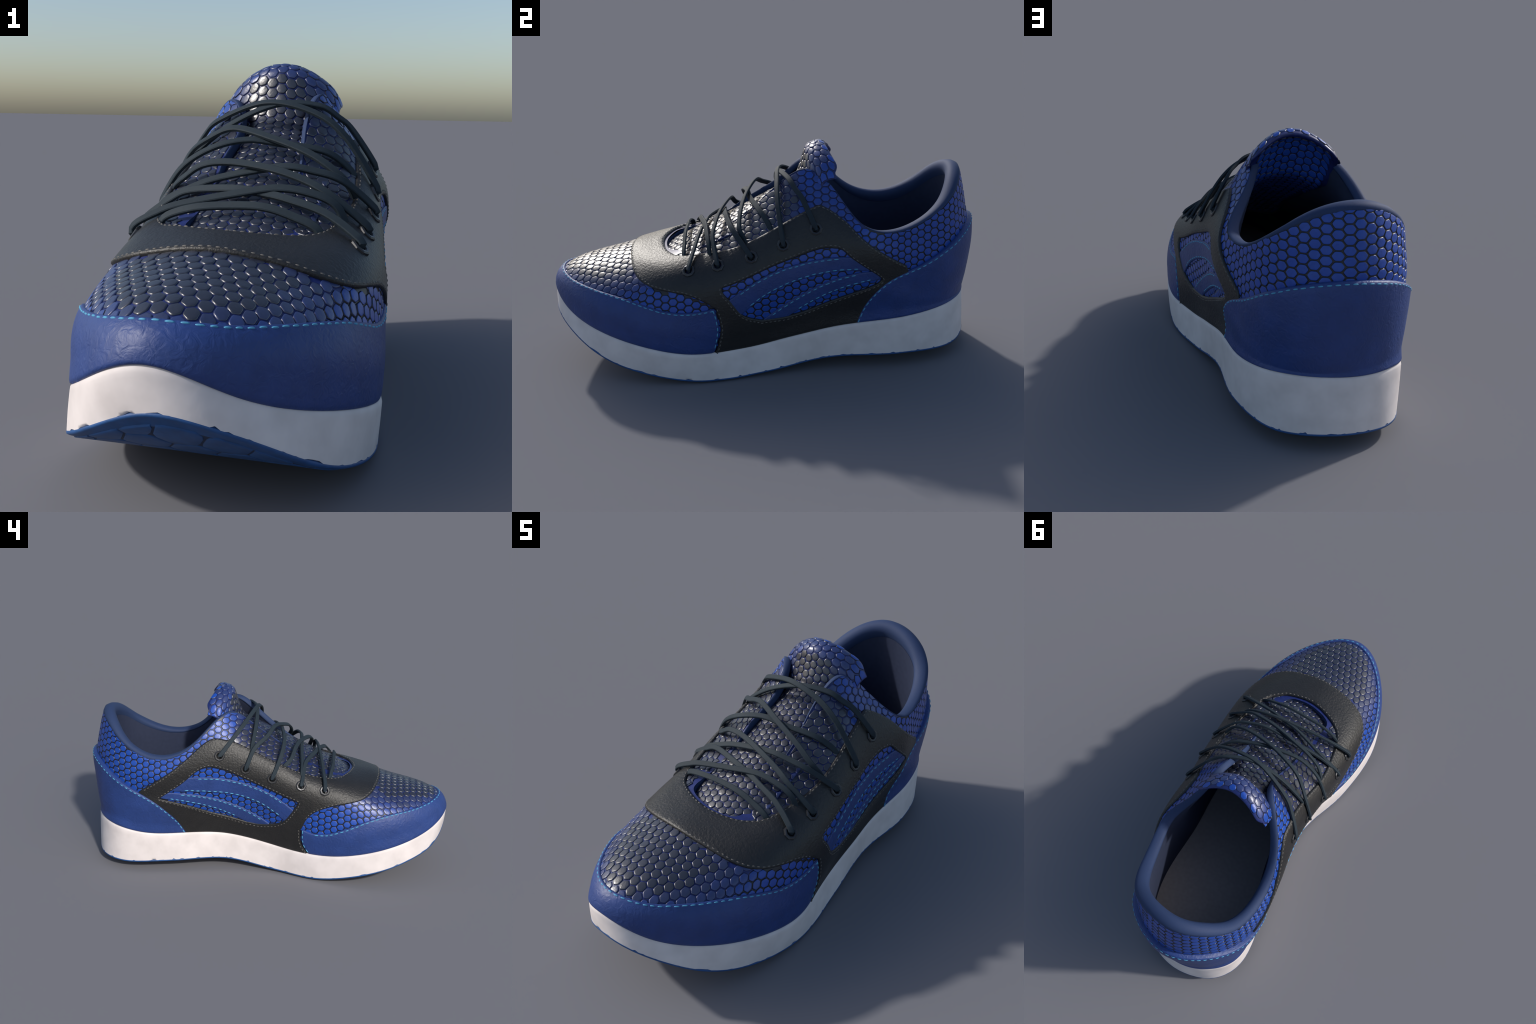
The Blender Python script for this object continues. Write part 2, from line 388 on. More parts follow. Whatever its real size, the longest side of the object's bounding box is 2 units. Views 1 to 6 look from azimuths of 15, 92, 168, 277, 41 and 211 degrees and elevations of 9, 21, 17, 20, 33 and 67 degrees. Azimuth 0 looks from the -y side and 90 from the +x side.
WINDOW_OUTER = [(4.42, 0.566), (4.42, 0.513), (4.55, 0.425), (4.72, 0.291), (4.95, 0.227), (5.3, 0.181), (5.45, 0.172), (6.33, 0.146), (7.35, 0.169), (8.28, 0.241), (9.03, 0.363), (9.4, 0.494), (9.07, 0.587), (8.47, 0.666), (8.18, 0.709), (7.92, 0.699), (7.62, 0.683), (7.08, 0.64), (6.47, 0.609), (4.97, 0.582)]
WINDOW_INNER = [(18.4, 0.714), (18.62, 0.745), (18.88, 0.759), (19.23, 0.745), (19.5, 0.716), (19.9, 0.673), (20.3, 0.63), (20.88, 0.582), (21.5, 0.549), (22.02, 0.525), (22.4, 0.508), (22.5, 0.496), (22.45, 0.451), (22.32, 0.358), (22.15, 0.265), (21.93, 0.21), (21.6, 0.172), (21.2, 0.143), (20.88, 0.138), (20.62, 0.138), (19.93, 0.165), (19.2, 0.21), (18.52, 0.298), (17.9, 0.389), (17.48, 0.446), (17.38, 0.473), (17.77, 0.589)]
STRIPE_UPPER_OUTER = ([(4.4, 0.415), (4.83, 0.475), (5.29, 0.52), (5.78, 0.546), (6.27, 0.556), (6.76, 0.563), (7.25, 0.58), (7.73, 0.607), (8.2, 0.646), (8.65, 0.695)],
    [(4.6, 0.243), (5.08, 0.311), (5.59, 0.363), (6.13, 0.393), (6.67, 0.416), (7.22, 0.439), (7.75, 0.468), (8.28, 0.507), (8.8, 0.555), (9.3, 0.613)])
STRIPE_LOWER_OUTER = ([(5.22, 0.155), (5.68, 0.197), (6.15, 0.237), (6.61, 0.276), (7.07, 0.316), (7.53, 0.362), (7.97, 0.415), (8.4, 0.474), (8.82, 0.536), (9.25, 0.597)],
    [(6.33, 0.138), (6.71, 0.168), (7.09, 0.198), (7.46, 0.231), (7.83, 0.269), (8.19, 0.312), (8.54, 0.359), (8.89, 0.41), (9.22, 0.465), (9.55, 0.523)])
STRIPE_UPPER_INNER = ([(18.25, 0.73), (18.72, 0.684), (19.2, 0.641), (19.69, 0.604), (20.18, 0.574), (20.68, 0.55), (21.18, 0.53), (21.66, 0.496), (22.12, 0.438), (22.55, 0.37)],
    [(17.7, 0.578), (18.21, 0.531), (18.73, 0.488), (19.26, 0.452), (19.79, 0.425), (20.33, 0.403), (20.87, 0.379), (21.39, 0.342), (21.89, 0.286), (22.35, 0.21)])
STRIPE_LOWER_INNER = ([(17.6, 0.556), (18.07, 0.515), (18.54, 0.468), (19, 0.419), (19.46, 0.372), (19.93, 0.328), (20.4, 0.286), (20.87, 0.244), (21.34, 0.199), (21.8, 0.15)],
    [(17.3, 0.475), (17.69, 0.433), (18.07, 0.39), (18.46, 0.347), (18.85, 0.305), (19.24, 0.264), (19.63, 0.225), (20.03, 0.189), (20.43, 0.153), (20.82, 0.119)])
EYELETS_OUTER = [(3.5, 0.778), (4.33, 0.771), (5.35, 0.737), (6.33, 0.728), (7.33, 0.8)]
EYELETS_INNER = [(23.4, 0.733), (22.6, 0.716), (21.6, 0.685), (20.65, 0.704), (19.62, 0.814)]

def fair(path):
    """Even out a seam: three passes of averaging that keep both ends."""
    p = np.asarray(path, float)
    for _ in range(2):
        p[1:-1] = .25 * p[:-2] + .5 * p[1:-1] + .25 * p[2:]
    return [tuple(q) for q in p]
COUNTER_EDGE = fair(COUNTER_EDGE)
k = len(COUNTER_EDGE) // 2
TUCK_OUTER = [(a + .13, b) for a, b in COUNTER_EDGE[:k] if b < REAR_OUTER[0][1] - .02]
TUCK_INNER = [(a - .13 - NS, b) for a, b in COUNTER_EDGE[k:] if b < REAR_INNER[-1][1] - .02]
def sm(path, per=8):
    return spline(path, per)

counter_lift = lambda s, v: .011 * np.clip((np.minimum(s - 10.2, 17.6 - s)) / 1.5, 0, 1) * np.clip(v / .5, .15, 1)   # stands off behind the heel

# toe cap
cap_outline = np.vstack([pat(sm(CAP_EDGE)), pat(sm(CAP_INNER_SIDE)), pat(sm(CAP_OUTER_SIDE))[::-1]])
toe_cap = cut_piece("toe_cap", cap_outline, [], .011, M_BLUE_LEATHER, shoe)
stitch_line("stitching", pat(inset_path(CAP_EDGE[:-1], .0085)), .0108, M_THREAD_BLUE, toe_cap, gap=.010)
stitch_line("stitching", pat(inset_path(CAP_OUTER_SIDE, -.0085)), .0108, M_THREAD_BLUE, toe_cap)
stitch_line("stitching", pat(inset_path(CAP_INNER_SIDE, .0085)), .0108, M_THREAD_BLUE, toe_cap)

# heel counter
heel_counter = cut_piece("heel_counter", heel_pat(sm(COUNTER_EDGE)), [], .0145, M_BLUE_LEATHER, shoe, lift=counter_lift)
stitch_line("stitching", heel_pat(inset_path(COUNTER_EDGE, -.009)), .0143, M_THREAD_BLUE, heel_counter, lift=counter_lift)

# black saddle that carries the eyelets
under = lambda path, d: [(a + d, b) for a, b in path]
saddle_outline = np.vstack([
    pat(sm(THROAT_OUTER)), pat(sm(THROAT_INNER)), pat(sm(REAR_INNER[1:])),
    pat(TUCK_INNER),
    pat([(-7, .0), (-5.4, .0), (-4.0, .0)]),
    pat(sm(CAP_INNER_SIDE))[::-1] + np.array((-.004, 0)), pat(sm(TOE_BAND)), pat(sm(CAP_OUTER_SIDE)) + np.array((.004, 0)),
    pat([(5.4, .0), (7.0, .0), (8.2, .0)]), pat(TUCK_OUTER), pat(sm(REAR_OUTER))])
def ring(sv, radius, n=16):
    s, v = sv
    P = upper_point(np.array([s, s + .1, s]), np.array([v, v, v + .02]))
    a = np.linalg.norm(P[1] - P[0]) / .1
    b = np.linalg.norm(P[2] - P[0]) / .02
    return pat(np.array([(s + radius / a * math.cos(t), v + radius / b * math.sin(t)) for t in np.arange(n) * math.tau / n]))
holes = [pat(sm(WINDOW_OUTER, 5)), pat(sm(WINDOW_INNER, 5))] + [ring(e, .016) for e in EYELETS_OUTER + EYELETS_INNER]
saddle = cut_piece("eyelet_saddle", saddle_outline, holes, .0125, M_BLACK_LEATHER, shoe, round_=.006)
GREY = dict(mat=M_THREAD_GREY, parent=saddle, dash=.012, gap=.009, width=.0052, thick=.0026)
def grey(path):
    stitch_line("stitching", path, .0122, **GREY)
grey(pat(inset_path(THROAT_OUTER, .009)))
grey(pat(inset_path(THROAT_INNER, .009)))
grey(pat(inset_path(TOE_BAND[1:-1], .009)))
grey(pat(inset_path(REAR_OUTER, .009)))
grey(pat(inset_path(REAR_INNER, .009)))
grey(pat(inset_path(CAP_OUTER_SIDE, .013)))
grey(pat(inset_path(CAP_INNER_SIDE, -.013)))
def outset(loop, d):
    L = even(pat(sm(loop, 5)), .01, True)
    t = np.roll(L, -2, 0) - np.roll(L, 2, 0)
    n = np.stack([t[:, 1], -t[:, 0]], 1)
    n /= np.linalg.norm(n, axis=1, keepdims=True)
    sgn = -1 if inside(L, (L + n * .004)[:1])[0] else 1
    q = L + n * d * sgn
    return np.vstack([q, q[:1]])[::2]
grey(outset(WINDOW_OUTER, .012))
grey(outset(WINDOW_INNER, .012))

# blue stripes that show through the windows
for top, bottom, side in (*((*p, 1) for p in (STRIPE_UPPER_OUTER, STRIPE_LOWER_OUTER)), *((*p, 1) for p in (STRIPE_UPPER_INNER, STRIPE_LOWER_INNER))):
    stripe = cut_piece("side_stripe", np.vstack([pat(sm(top)), pat(sm(bottom))[::-1]]), [], .0085, M_BLUE_LEATHER, shoe, round_=.005, step=.010)
    for path, sgn in ((top, -1), (bottom, 1)):
        stitch_line("stitching", pat(inset_path(path[1:-1], sgn * .009 * side)), .0084, M_THREAD_BLUE, stripe, dash=.020, gap=.011)

# ------------------------------------------------------------------ hexagon scales
covers = [cap_outline]
hidden_heel = heel_pat(sm(COUNTER_EDGE))
stripe_polys = [np.vstack([pat(sm(t)), pat(sm(b))[::-1]]) for t, b in (STRIPE_UPPER_OUTER, STRIPE_LOWER_OUTER, STRIPE_UPPER_INNER, STRIPE_LOWER_INNER)]
def covered(sv):
    p = pat(np.atleast_2d(sv))
    h = heel_pat(np.atleast_2d(sv))
    r = inside(cap_outline, p) | inside(hidden_heel, h)
    sd = inside(saddle_outline, p)
    for w in holes[:2]:
        sd &= ~inside(w, p)
    r |= sd
    for q in stripe_polys:
        r |= inside(q, p)
    return r

CX = lambda y: np.interp(y, [-1, -.5, 0, .55, 1], [0, .01, 0, -.075, -.075])

class Chart:
    """Columns of points on the upper, each measured by its length along the column."""
    def __init__(self, a_values, column):
        self.a = np.asarray(a_values)
        self.cols = []
        for a in self.a:
            P, ref, off = column(a)
            if len(P) < 2:
                self.cols.append(None)
                continue
            P = np.array(P)
            L = np.concatenate([[0], np.cumsum(np.linalg.norm(np.diff(P, axis=0), axis=1))])
            self.cols.append((L - L[ref] + off, P))
    def at(self, a, b, corner=False):
        x = (a - self.a[0]) / (self.a[1] - self.a[0])
        i = int(math.floor(x))
        if i < 0 or i + 1 >= len(self.a) or self.cols[i] is None or self.cols[i + 1] is None:
            return None
        f, r = x - i, []
        ends = [self.cols[i + k][0][[0, -1]] for k in (0, 1)]
        lo, hi = ends[0] * (1 - f) + ends[1] * f
        if not corner and not lo - .01 <= b <= hi + .012:
            return None
        for c in (self.cols[i], self.cols[i + 1]):
            r.append(np.array([np.interp(b, c[0], c[1][:, k]) for k in range(3)]))
        return r[0] * (1 - f) + r[1] * f

R_HEEL, Y_TURN = .345, .56
HALF = R_HEEL * math.pi / 2
def side_column(a):
    """a: distance round the shoe from the middle of the heel, + towards +x; columns are level slices."""
    P, ref = [], None
    for z in np.arange(.12, 1.0, .008):
        if abs(a) < HALF:
            t = a / R_HEEL
            o, d = Vector((-.075, Y_TURN, z)), Vector((math.sin(t), math.cos(t), 0))
        else:
            y = Y_TURN - (abs(a) - HALF)
            o, d = Vector((float(CX(y)), y, z)), Vector((math.copysign(1, a), 0, 0))
        h = bvh.ray_cast(o, d, .8)[0]
        if h is None:
            if P and ref is not None and z > .5:
                break
            continue
        if P and np.linalg.norm(np.array(h) - P[-1]) > .09:
            break
        P.append(np.array(h))
        if ref is None and z >= .45:
            ref = len(P) - 1
    return P, ref or 0, 0.0

def toe_columns(sign):
    """One half of the toe box: columns run from the crest (or the throat edge) down to the sole."""
    girth = {}
    def column(y):
        P, T = [], []
        o = Vector((float(CX(y)), y, .30 + .14 * max(0, (-.75 - y) / .25)))
        for t in np.radians(np.arange(0, 110, 1.5)):
            h = bvh.ray_cast(o, Vector((sign * math.sin(t), 0, math.cos(t))), 1.0)[0]
            if h is not None:
                P.append(np.array(h))
                T.append(math.degrees(t))
        if len(P) < 2:
            return P, 0, 0.0
        k = int(np.abs(np.array(T) - 58).argmin())
        if y < -.50:
            girth["crest"] = sum(np.linalg.norm(P[i + 1] - P[i]) for i in range(k))
            return P, 0, 0.0
        return P, k, girth["crest"]
    return column

scale_bits = []       # (area seen, verts, faces, shade)
def hex_cell(point, a, b, ra, rb, dome, shade_of, accept, jit=.0):
    """One scale round chart position (a, b); corner k at 60 degrees, flat side up."""
    c = point(a, b)
    if c is None:
        return
    ctr, ok, rings = c, True, []
    corners = [(math.cos(math.radians(60 * k)), math.sin(math.radians(60 * k))) for k in range(6)]
    loop = []
    for k in range(6):
        p, q = corners[k], corners[(k + 1) % 6]
        loop += [(p[0] * .86 + q[0] * .14, p[1] * .86 + q[1] * .14), (p[0] * .14 + q[0] * .86, p[1] * .14 + q[1] * .86)]
    base = []
    for x, y in loop:
        p = point(a + x * ra, b + y * rb, True)
        if p is None:
            return
        base.append(p)
    base = np.array(base)
    if np.linalg.norm(base - ctr, axis=1).mean() < .48 * ra:
        return
    if np.linalg.norm(base - ctr, axis=1).max() > 2.4 * max(ra, rb):
        return
    if not accept(ctr, base):
        return
    nrm = np.zeros(3)
    for i in range(12):
        nrm += np.cross(base[i] - ctr, base[(i + 1) % 12] - ctr)
    nrm /= np.linalg.norm(nrm) + 1e-12
    area = np.linalg.norm(base - ctr, axis=1).mean()
    return ctr, base, nrm, area

def rim_index(shade):
    """Outer bands of a scale are dark: one band on dark scales, two on the blue ones."""
    return [1] * 24 + [0] * 36 if shade < 3 else [1] * 12 + [0] * 48
def build_scale(ctr, base, nrm, dome, shade):
    verts, F = [], []
    nrm = nrm + np.array([random.gauss(0, .5) for _ in range(3)]) * .10
    tip = rng.normal(0, .035, 3)
    for sc, h in ((.97, -.002), (.91, dome * .45), (.84, dome * .9), (.74, dome), (.35, dome * 1.04)):
        for p in base:
            verts.append(ctr + (p - ctr) * sc + nrm * (h + .9 * max(h, 0) / dome * (tip @ (p - ctr)) * sc))
    verts.append(ctr + nrm * dome * 1.06)
    for r in range(4):
        for i in range(12):
            j = (i + 1) % 12
            F.append((r * 12 + i, r * 12 + j, r * 12 + 12 + j, r * 12 + 12 + i))
    for i in range(12):
        F.append((48 + i, 48 + (i + 1) % 12, 60))
    scale_bits.append((np.linalg.norm(base - ctr, axis=1).mean(), verts, F, shade))

def up_shade(nrm, lo, hi):
    t = (nrm[2] - lo) / (hi - lo)
    return int(round(np.clip(t + random.uniform(-.08, .08), 0, 1) * (SHADES - 1)))

def orient(ctr, nrm):
    o = Vector((float(CX(ctr[1])), ctr[1], .4))
    return nrm if Vector(nrm).dot(Vector(ctr) - o) > 0 else -nrm

ROW, COL = .0355, .0345
toe_charts = [Chart(np.arange(-.985, -.15, .01), toe_columns(sg_)) for sg_ in (1, -1)]
side_chart = Chart(np.arange(-2.0, 2.0, .0125), side_column)

def region(sv):
    """toe: in front of the black band; body: everything else that stays bare."""
    s, v = sv
    s = s - NS if s > CUT else s
    band = pat(sm(TOE_BAND))
    return inside(np.vstack([band, pat([(5.4, .0), (0, -.2), (-5, .0)])]), pat(np.array([[s, v]])))[0]

def add_cells(chart, a0, a1, b0, b1, want_toe, row, col, dome, lo, hi, parity=None):
    i = 0
    a = a0
    while a < a1:
        b = b0 + (row / 2 if i % 2 else 0)
        if parity == 1:
            b = row / 2 if i % 2 else row
        while b < b1:
            def accept(ctr, base):
                sv = locate(ctr)
                if region(sv) != want_toe or sv[1] < .02:
                    return False
                svs = np.array([sv] + [locate(p) for p in base[::2]])
                return not covered(svs).all()
            r = hex_cell(chart.at, a, b, col * 2 / 3, row / 2 / math.sin(math.radians(60)), dome, None, accept)
            if r:
                ctr, base, nrm, area = r
                n2 = orient(ctr, nrm)
                if n2 @ nrm < 0:
                    base = base[::-1]
                ctr = .5 * ctr + .5 * base.mean(0)
                throat = want_toe is False and -.45 < ctr[1] < .16 and ctr[2] > .60
                build_scale(ctr, base, n2, dome, up_shade(n2, lo - .2 * throat, hi - .2 * throat))
            b += row
        a += col
        i += 1

class Mirror:
    """A half chart that borrows the other half beyond the crest."""
    def __init__(self, own, other):
        self.own, self.other = own, other
    def at(self, a, b, corner=False):
        return self.own.at(a, b, corner) if b >= 0 else self.other.at(a, -b, corner)
for k, first in ((0, 0.0), (1, ROW / 2)):
    add_cells(Mirror(toe_charts[k], toe_charts[1 - k]), -.98, -.16, first, .75, True, ROW, COL, .0040, .42, .92, parity=k)
add_cells(side_chart, -1.95, 1.95, -.36, .75, False, ROW, COL, .0032, .48, .86)

def emit_scales(bits, parent, limit):
    bits = sorted(bits, key=lambda t: -t[0])
    for _, v, f, sh in bits[:limit]:
        make("scale", v, f, [M_SCALE[sh], M_RIM_DARK if sh < 3 else M_RIM], parent, index=rim_index(sh))
    rest = bits[limit:]
    if rest:
        V, F, I = [], [], []
        for _, v, f, sh in rest:
            k = len(V)
            V += v
            F += [tuple(i + k for i in q) for q in f]
            I += [sh if r == 0 else SHADES + (sh < 3) for r in rim_index(sh)]
        ob = make("scale_field", V, F, M_SCALE + [M_RIM, M_RIM_DARK], parent, index=I)
        ob["kind"] = "stuff"
print("upper scales", len(scale_bits))
emit_scales(scale_bits, upper, 210)

# ------------------------------------------------------------------ tongue
# centre x, y, z, half width, arch drop
TONGUE_FRONT = [(.02, -.52, .515, .17, .030), (.02, -.46, .544, .178, .032), (.012, -.30, .621, .178, .036), (.0, -.10, .716, .178, .045), (-.015, .05, .795, .180, .060),
                (-.026, .145, .847, .184, .092), (-.030, .172, .890, .186, .106), (-.034, .193, .948, .187, .116), (-.037, .210, .996, .187, .126), (-.037, .238, 1.016, .188, .131)]
TONGUE_RIM = [(-.037, .270, 1.0215, .188, .133)]
TONGUE_BACK = [(-.037, .296, 1.012, .186, .131), (-.037, .294, .998, .184, .126), (-.037, .266, .984, .182, .118), (-.035, .240, .945, .180, .108), (-.031, .214, .886, .180, .098),
               (-.027, .182, .828, .182, .086), (-.016, .070, .766, .178, .058), (.0, -.085, .692, .176, .044), (.012, -.29, .600, .175, .035), (.02, -.45, .528, .175, .032), (.02, -.52, .490, .168, .03)]
TONGUE = spline(np.array(TONGUE_FRONT + TONGUE_RIM + TONGUE_BACK), 6)
TL = np.concatenate([[0], np.cumsum(np.linalg.norm(np.diff(TONGUE[:, :3], axis=0), axis=1))])
i_rim = len(TONGUE_FRONT) * 6
b_rim = TL[i_rim]
def tongue_point(b, q, shut=True):
    r = [np.interp(b, TL, TONGUE[:, k]) for k in range(5)]
    w = r[3] * q
    drop = r[4] * (abs(q) ** 2.0)
    if shut and b > b_rim and abs(q) > .7:        # the back sheet runs into the front one along the sides
        k = np.interp(b, TL, np.arange(len(TL)))
        c = .9 * ((abs(q) - .7) / .3) ** 2
        return tongue_point(b, q, False) * (1 - c) + tongue_point(np.interp(2 * i_rim - k, np.arange(len(TL)), TL), q, False) * c
    w *= 1 + (.06 if q < 0 else 0) * np.clip((r[2] - .84) / .06, 0, 1)
    skew = (.018 if q > 0 else .003) * q * np.clip((r[2] - .84) / .06, 0, 1)
    corner = np.clip((abs(q) - .72) / .28, 0, 1) ** 2 * np.clip((r[2] + drop * .1 - .93) / .06, 0, 1)      # rounded top corners
    w *= 1 - .06 * corner
    return np.array((r[0] + w, r[1] + drop * .50 + skew - .010 * corner, r[2] - drop * .88 - .012 * corner))
nq = 41
TV = np.array([[tongue_point(b, q) for q in np.linspace(-1, 1, nq)] for b in TL])
Ft = grid_faces(len(TL), nq)
nn = len(TL)
for i in range(nn // 2):           # close the two side edges
    a, b, c, d = i, i + 1, nn - 2 - i, nn - 1 - i
    for e in (0, nq - 1):
        q = (a * nq + e, b * nq + e, c * nq + e, d * nq + e)
        F_ = q if e == 0 else q[::-1]
        if len(set(q)) == 4:
            Ft.append(F_)
me_n = np.array([0, 0, 0])
tongue = make("tongue", TV.reshape(-1, 3), Ft, [M_GROUND_BLUE], shoe, flat_angle=50)
scale_bits = []
def tongue_chart(a, b, corner=False):
    r3 = np.interp(b, TL, TONGUE[:, 3])
    stretch = 1 + .12 * min(1, (abs(a) / r3)) ** 2
    q = a / (r3 * 1.08)
    if abs(q) > 1.15 or b < .02 or b > TL[-1] - .02:
        return None
    return tongue_point(b, max(-.995, min(.995, q)))
i, a = 0, -.21
while a < .21:
    b = (.017 if i % 2 else 0.02 + .0175)
    while b < TL[-1]:
        big = .0335
        r = hex_cell(tongue_chart, a, b, .031 * 2 / 3, big / 2 / math.sin(math.radians(60)), .004, None, lambda c, bs: not (b_rim + .012 < b < b_rim + .055 or (b > b_rim and abs(a) > .150)))
        if r:
            ctr, base, nrm, area = r
            e = np.array(tongue_point(b + .004, a / .2)) - np.array(tongue_point(b - .004, a / .2))
            out = np.cross((1, 0, 0), e)
            if nrm @ out < 0:
                nrm, base = -nrm, base[::-1]
            # blue towards the side edges and on the back, near black along the middle of the front
            edge = .095 if b > b_rim - .20 else .16
            t = 1 - max(0, (abs(a) - edge) / .09)
            if b > b_rim - .07:
                t = min(t, .55 if b < b_rim + .01 else 0)
            sh = int(round(np.clip(t + random.uniform(-.08, .08), 0, 1) * (SHADES - 1)))
            build_scale(ctr, base, nrm, .0036, sh)
        b += .0335
    a += .031
    i += 1
print("tongue scales", len(scale_bits))
emit_scales(scale_bits, tongue, 90)

# ------------------------------------------------------------------ collar, throat piping, lining
sc = np.arange(NS * 14) / 14
O, NO = upper_frame(sc, np.full(len(sc), .998))
below = upper_point(sc, np.full(len(sc), .94))
T_up = O - below
T_up /= np.linalg.norm(T_up, axis=1, keepdims=True)
# how thick the roll is: slim along the throat, padded round the heel
def bump(s, c, w):
    d = (s - c + NS / 2) % NS - NS / 2
    return np.exp(-(d / w) ** 2)
heel_w = np.clip(bump(sc, 13.8, 3.6), 0, 1)
sides = np.clip(bump(sc, 13.6, 5.2) * 1.25, 0, 1)
thick = .025 + .026 * sides + .018 * heel_w - .008 * bump(sc, 0, 2.4)
sunk = .012 * np.clip(bump(sc, 0, 2.4) * 1.3, 0, 1)          # the binding dives under the leather at the front of the throat
rise = .005 + .021 * heel_w + .008 * bump(sc, 17.5, 2.2) - .003 * bump(sc, 9.5, 2)
inw = -NO * (1 - .25 * heel_w[:, None]) 
inw[:, 2] *= .4
inw /= np.linalg.norm(inw, axis=1, keepdims=True)
prof = [(.0, -.30, -.004), (.0, .0, .003), (.03, .55, .003), (.18, .95, 0), (.42, 1.1, 0), (.70, .85, 0), (.92, .25, 0), (1.0, -.6, 0), (.95, -1.6, 0)]
rows = []
for wi, ri, out in prof:
    rows.append(O + inw * (wi * thick)[:, None] + T_up * (ri * rise)[:, None] + NO * (out - sunk)[:, None])
RP = np.stack(rows, 1)
collar = make("collar_piping", RP.reshape(-1, 3), grid_faces(len(sc), len(prof), True), M_NAVY, shoe)
FLOOR_Y, FLOOR_Z = [-1, -.75, -.4, -.1, .2, .5, .9], [.33, .23, .145, .165, .205, .242, .255]
top = rows[-1] + inw * .001
J_in = upper_point(sc, np.zeros(len(sc)))
tl = np.roll(J_in, -1, 0) - np.roll(J_in, 1, 0)
nl = np.stack([tl[:, 1], -tl[:, 0], 0 * tl[:, 0]], 1)
nl /= np.linalg.norm(nl, axis=1, keepdims=True)
seat = J_in - nl * .028
seat[:, 2] = np.interp(seat[:, 1], FLOOR_Y, FLOOR_Z) - .004
front = np.clip((.50 - J_in[:, 1]) / .3, .12, 1)[:, None]     # the vamp lining keeps to the shell, the collar padding hangs straighter
rows = []
for t in np.linspace(0, 1, 24):
    straight = top * (1 - t) + seat * t
    P, N = upper_frame(sc, np.full(len(sc), max(.02, .97 - .95 * t)))
    shell = P - N * (.036 + .020 * np.clip((J_in[:, 1] - .05) / .25, 0, 1))[:, None]
    e = np.clip(min(t / .25, (1 - t) / .25), 0, 1)
    rows.append(straight * (1 - front * e) + shell * front * e)
LP = np.stack(rows, 1)
lining = make("lining", LP.reshape(-1, 3), grid_faces(len(sc), len(rows), True), M_INNER, shoe)
# insole: a fan of strips between facing points of the lining foot
foot = LP[:, -1]
fz = np.interp(foot[:, 1], FLOOR_Y, FLOOR_Z)
cx = np.stack([CX(foot[:, 1]) * np.ones(len(foot)), np.clip(foot[:, 1], -.72, .62), fz], 1)
ring_rows = [np.stack([foot[:, 0] * (1 - t) + cx[:, 0] * t, foot[:, 1] * (1 - t) + cx[:, 1] * t, fz], 1) for t in (-.06, .2, .5, .8, 1.0)]
IP = np.stack(ring_rows, 1)
insole = make("insole", IP.reshape(-1, 3), grid_faces(len(sc), 5, True), M_INSOLE, shoe)

# ------------------------------------------------------------------ sole
SOLE_EDGE = [(.006, -1.0, .276), (.167, -.949, .234), (.302, -.784, .132), (.372, -.556, .06), (.373, -.276, .013), (.311, -.001, .024), (.249, .296, .065), (.234, .621, .071),
             (.133, .872, .064), (-.065, .968, .071), (-.274, .915, .062), (-.365, .755, .057), (-.323, .498, .063), (-.244, .209, .067), (-.247, -.064, .025), (-.315, -.336, .028),
             (-.327, -.638, .093), (-.197, -.901, .182)]
EDGE = spline(np.array(SOLE_EDGE), 60, True)
EDGE[:, 2] = np.maximum(EDGE[:, 2] - .0015 + .008 * np.clip((-.7 - EDGE[:, 1]) / .15, 0, 1) - .008 * np.exp(-((EDGE[:, 1] + .33) / .2) ** 2) * (EDGE[:, 0] < 0), .0122)
n_sole = NS * 16
ss = np.arange(n_sole) * NS / n_sole
J = upper_point(ss, np.zeros(n_sole))
for _ in range(6):
    J = .25 * np.roll(J, 1, 0) + .5 * J + .25 * np.roll(J, -1, 0)
tj = np.roll(J, -1, 0) - np.roll(J, 1, 0)
nj = np.stack([tj[:, 1], -tj[:, 0], 0 * tj[:, 0]], 1)
nj /= np.linalg.norm(nj, axis=1, keepdims=True)
near = np.array([((EDGE[:, :2] - p[:2]) ** 2).sum(1).argmin() for p in J + nj * .015])
B = EDGE[near]
for _ in range(8):
    B = .25 * np.roll(B, 1, 0) + .5 * B + .25 * np.roll(B, -1, 0)
lip = (.015 - .006 * np.clip((-.55 - J[:, 1]) / .3, 0, 1))[:, None]
rim = J + nj * lip - np.array((0, 0, .014))
# the rim never stands inside the foot of the wall by more than a little
wall = [J - nj * .014 - np.array((0, 0, .03)), J - nj * .004 + np.array((0, 0, .002)), J + nj * lip * .4 + np.array((0, 0, .0015)), J + nj * lip * .82 - np.array((0, 0, .0035)), rim]
jag = np.array([.0060 * max(0, math.sin(.9 * i) * math.sin(.37 * i + 1) + .35 * rng.standard_normal()) for i in range(n_sole)])
for t in (.12, .3, .5, .7, .88, 1.0):
    P = rim * (1 - t) + B * t + nj * (.001 * math.sin(math.pi * t))
    if t == 1.0:
        P = P + np.stack([0 * jag, 0 * jag, jag], 1)
    wall.append(P)
wall.append(B - nj * .012 + np.array((0, 0, .002)))
WP = np.stack(wall, 1)
midsole = make("midsole", WP.reshape(-1, 3), grid_faces(n_sole, len(wall), True, flip=True), M_WHITE, shoe, flat_angle=70)

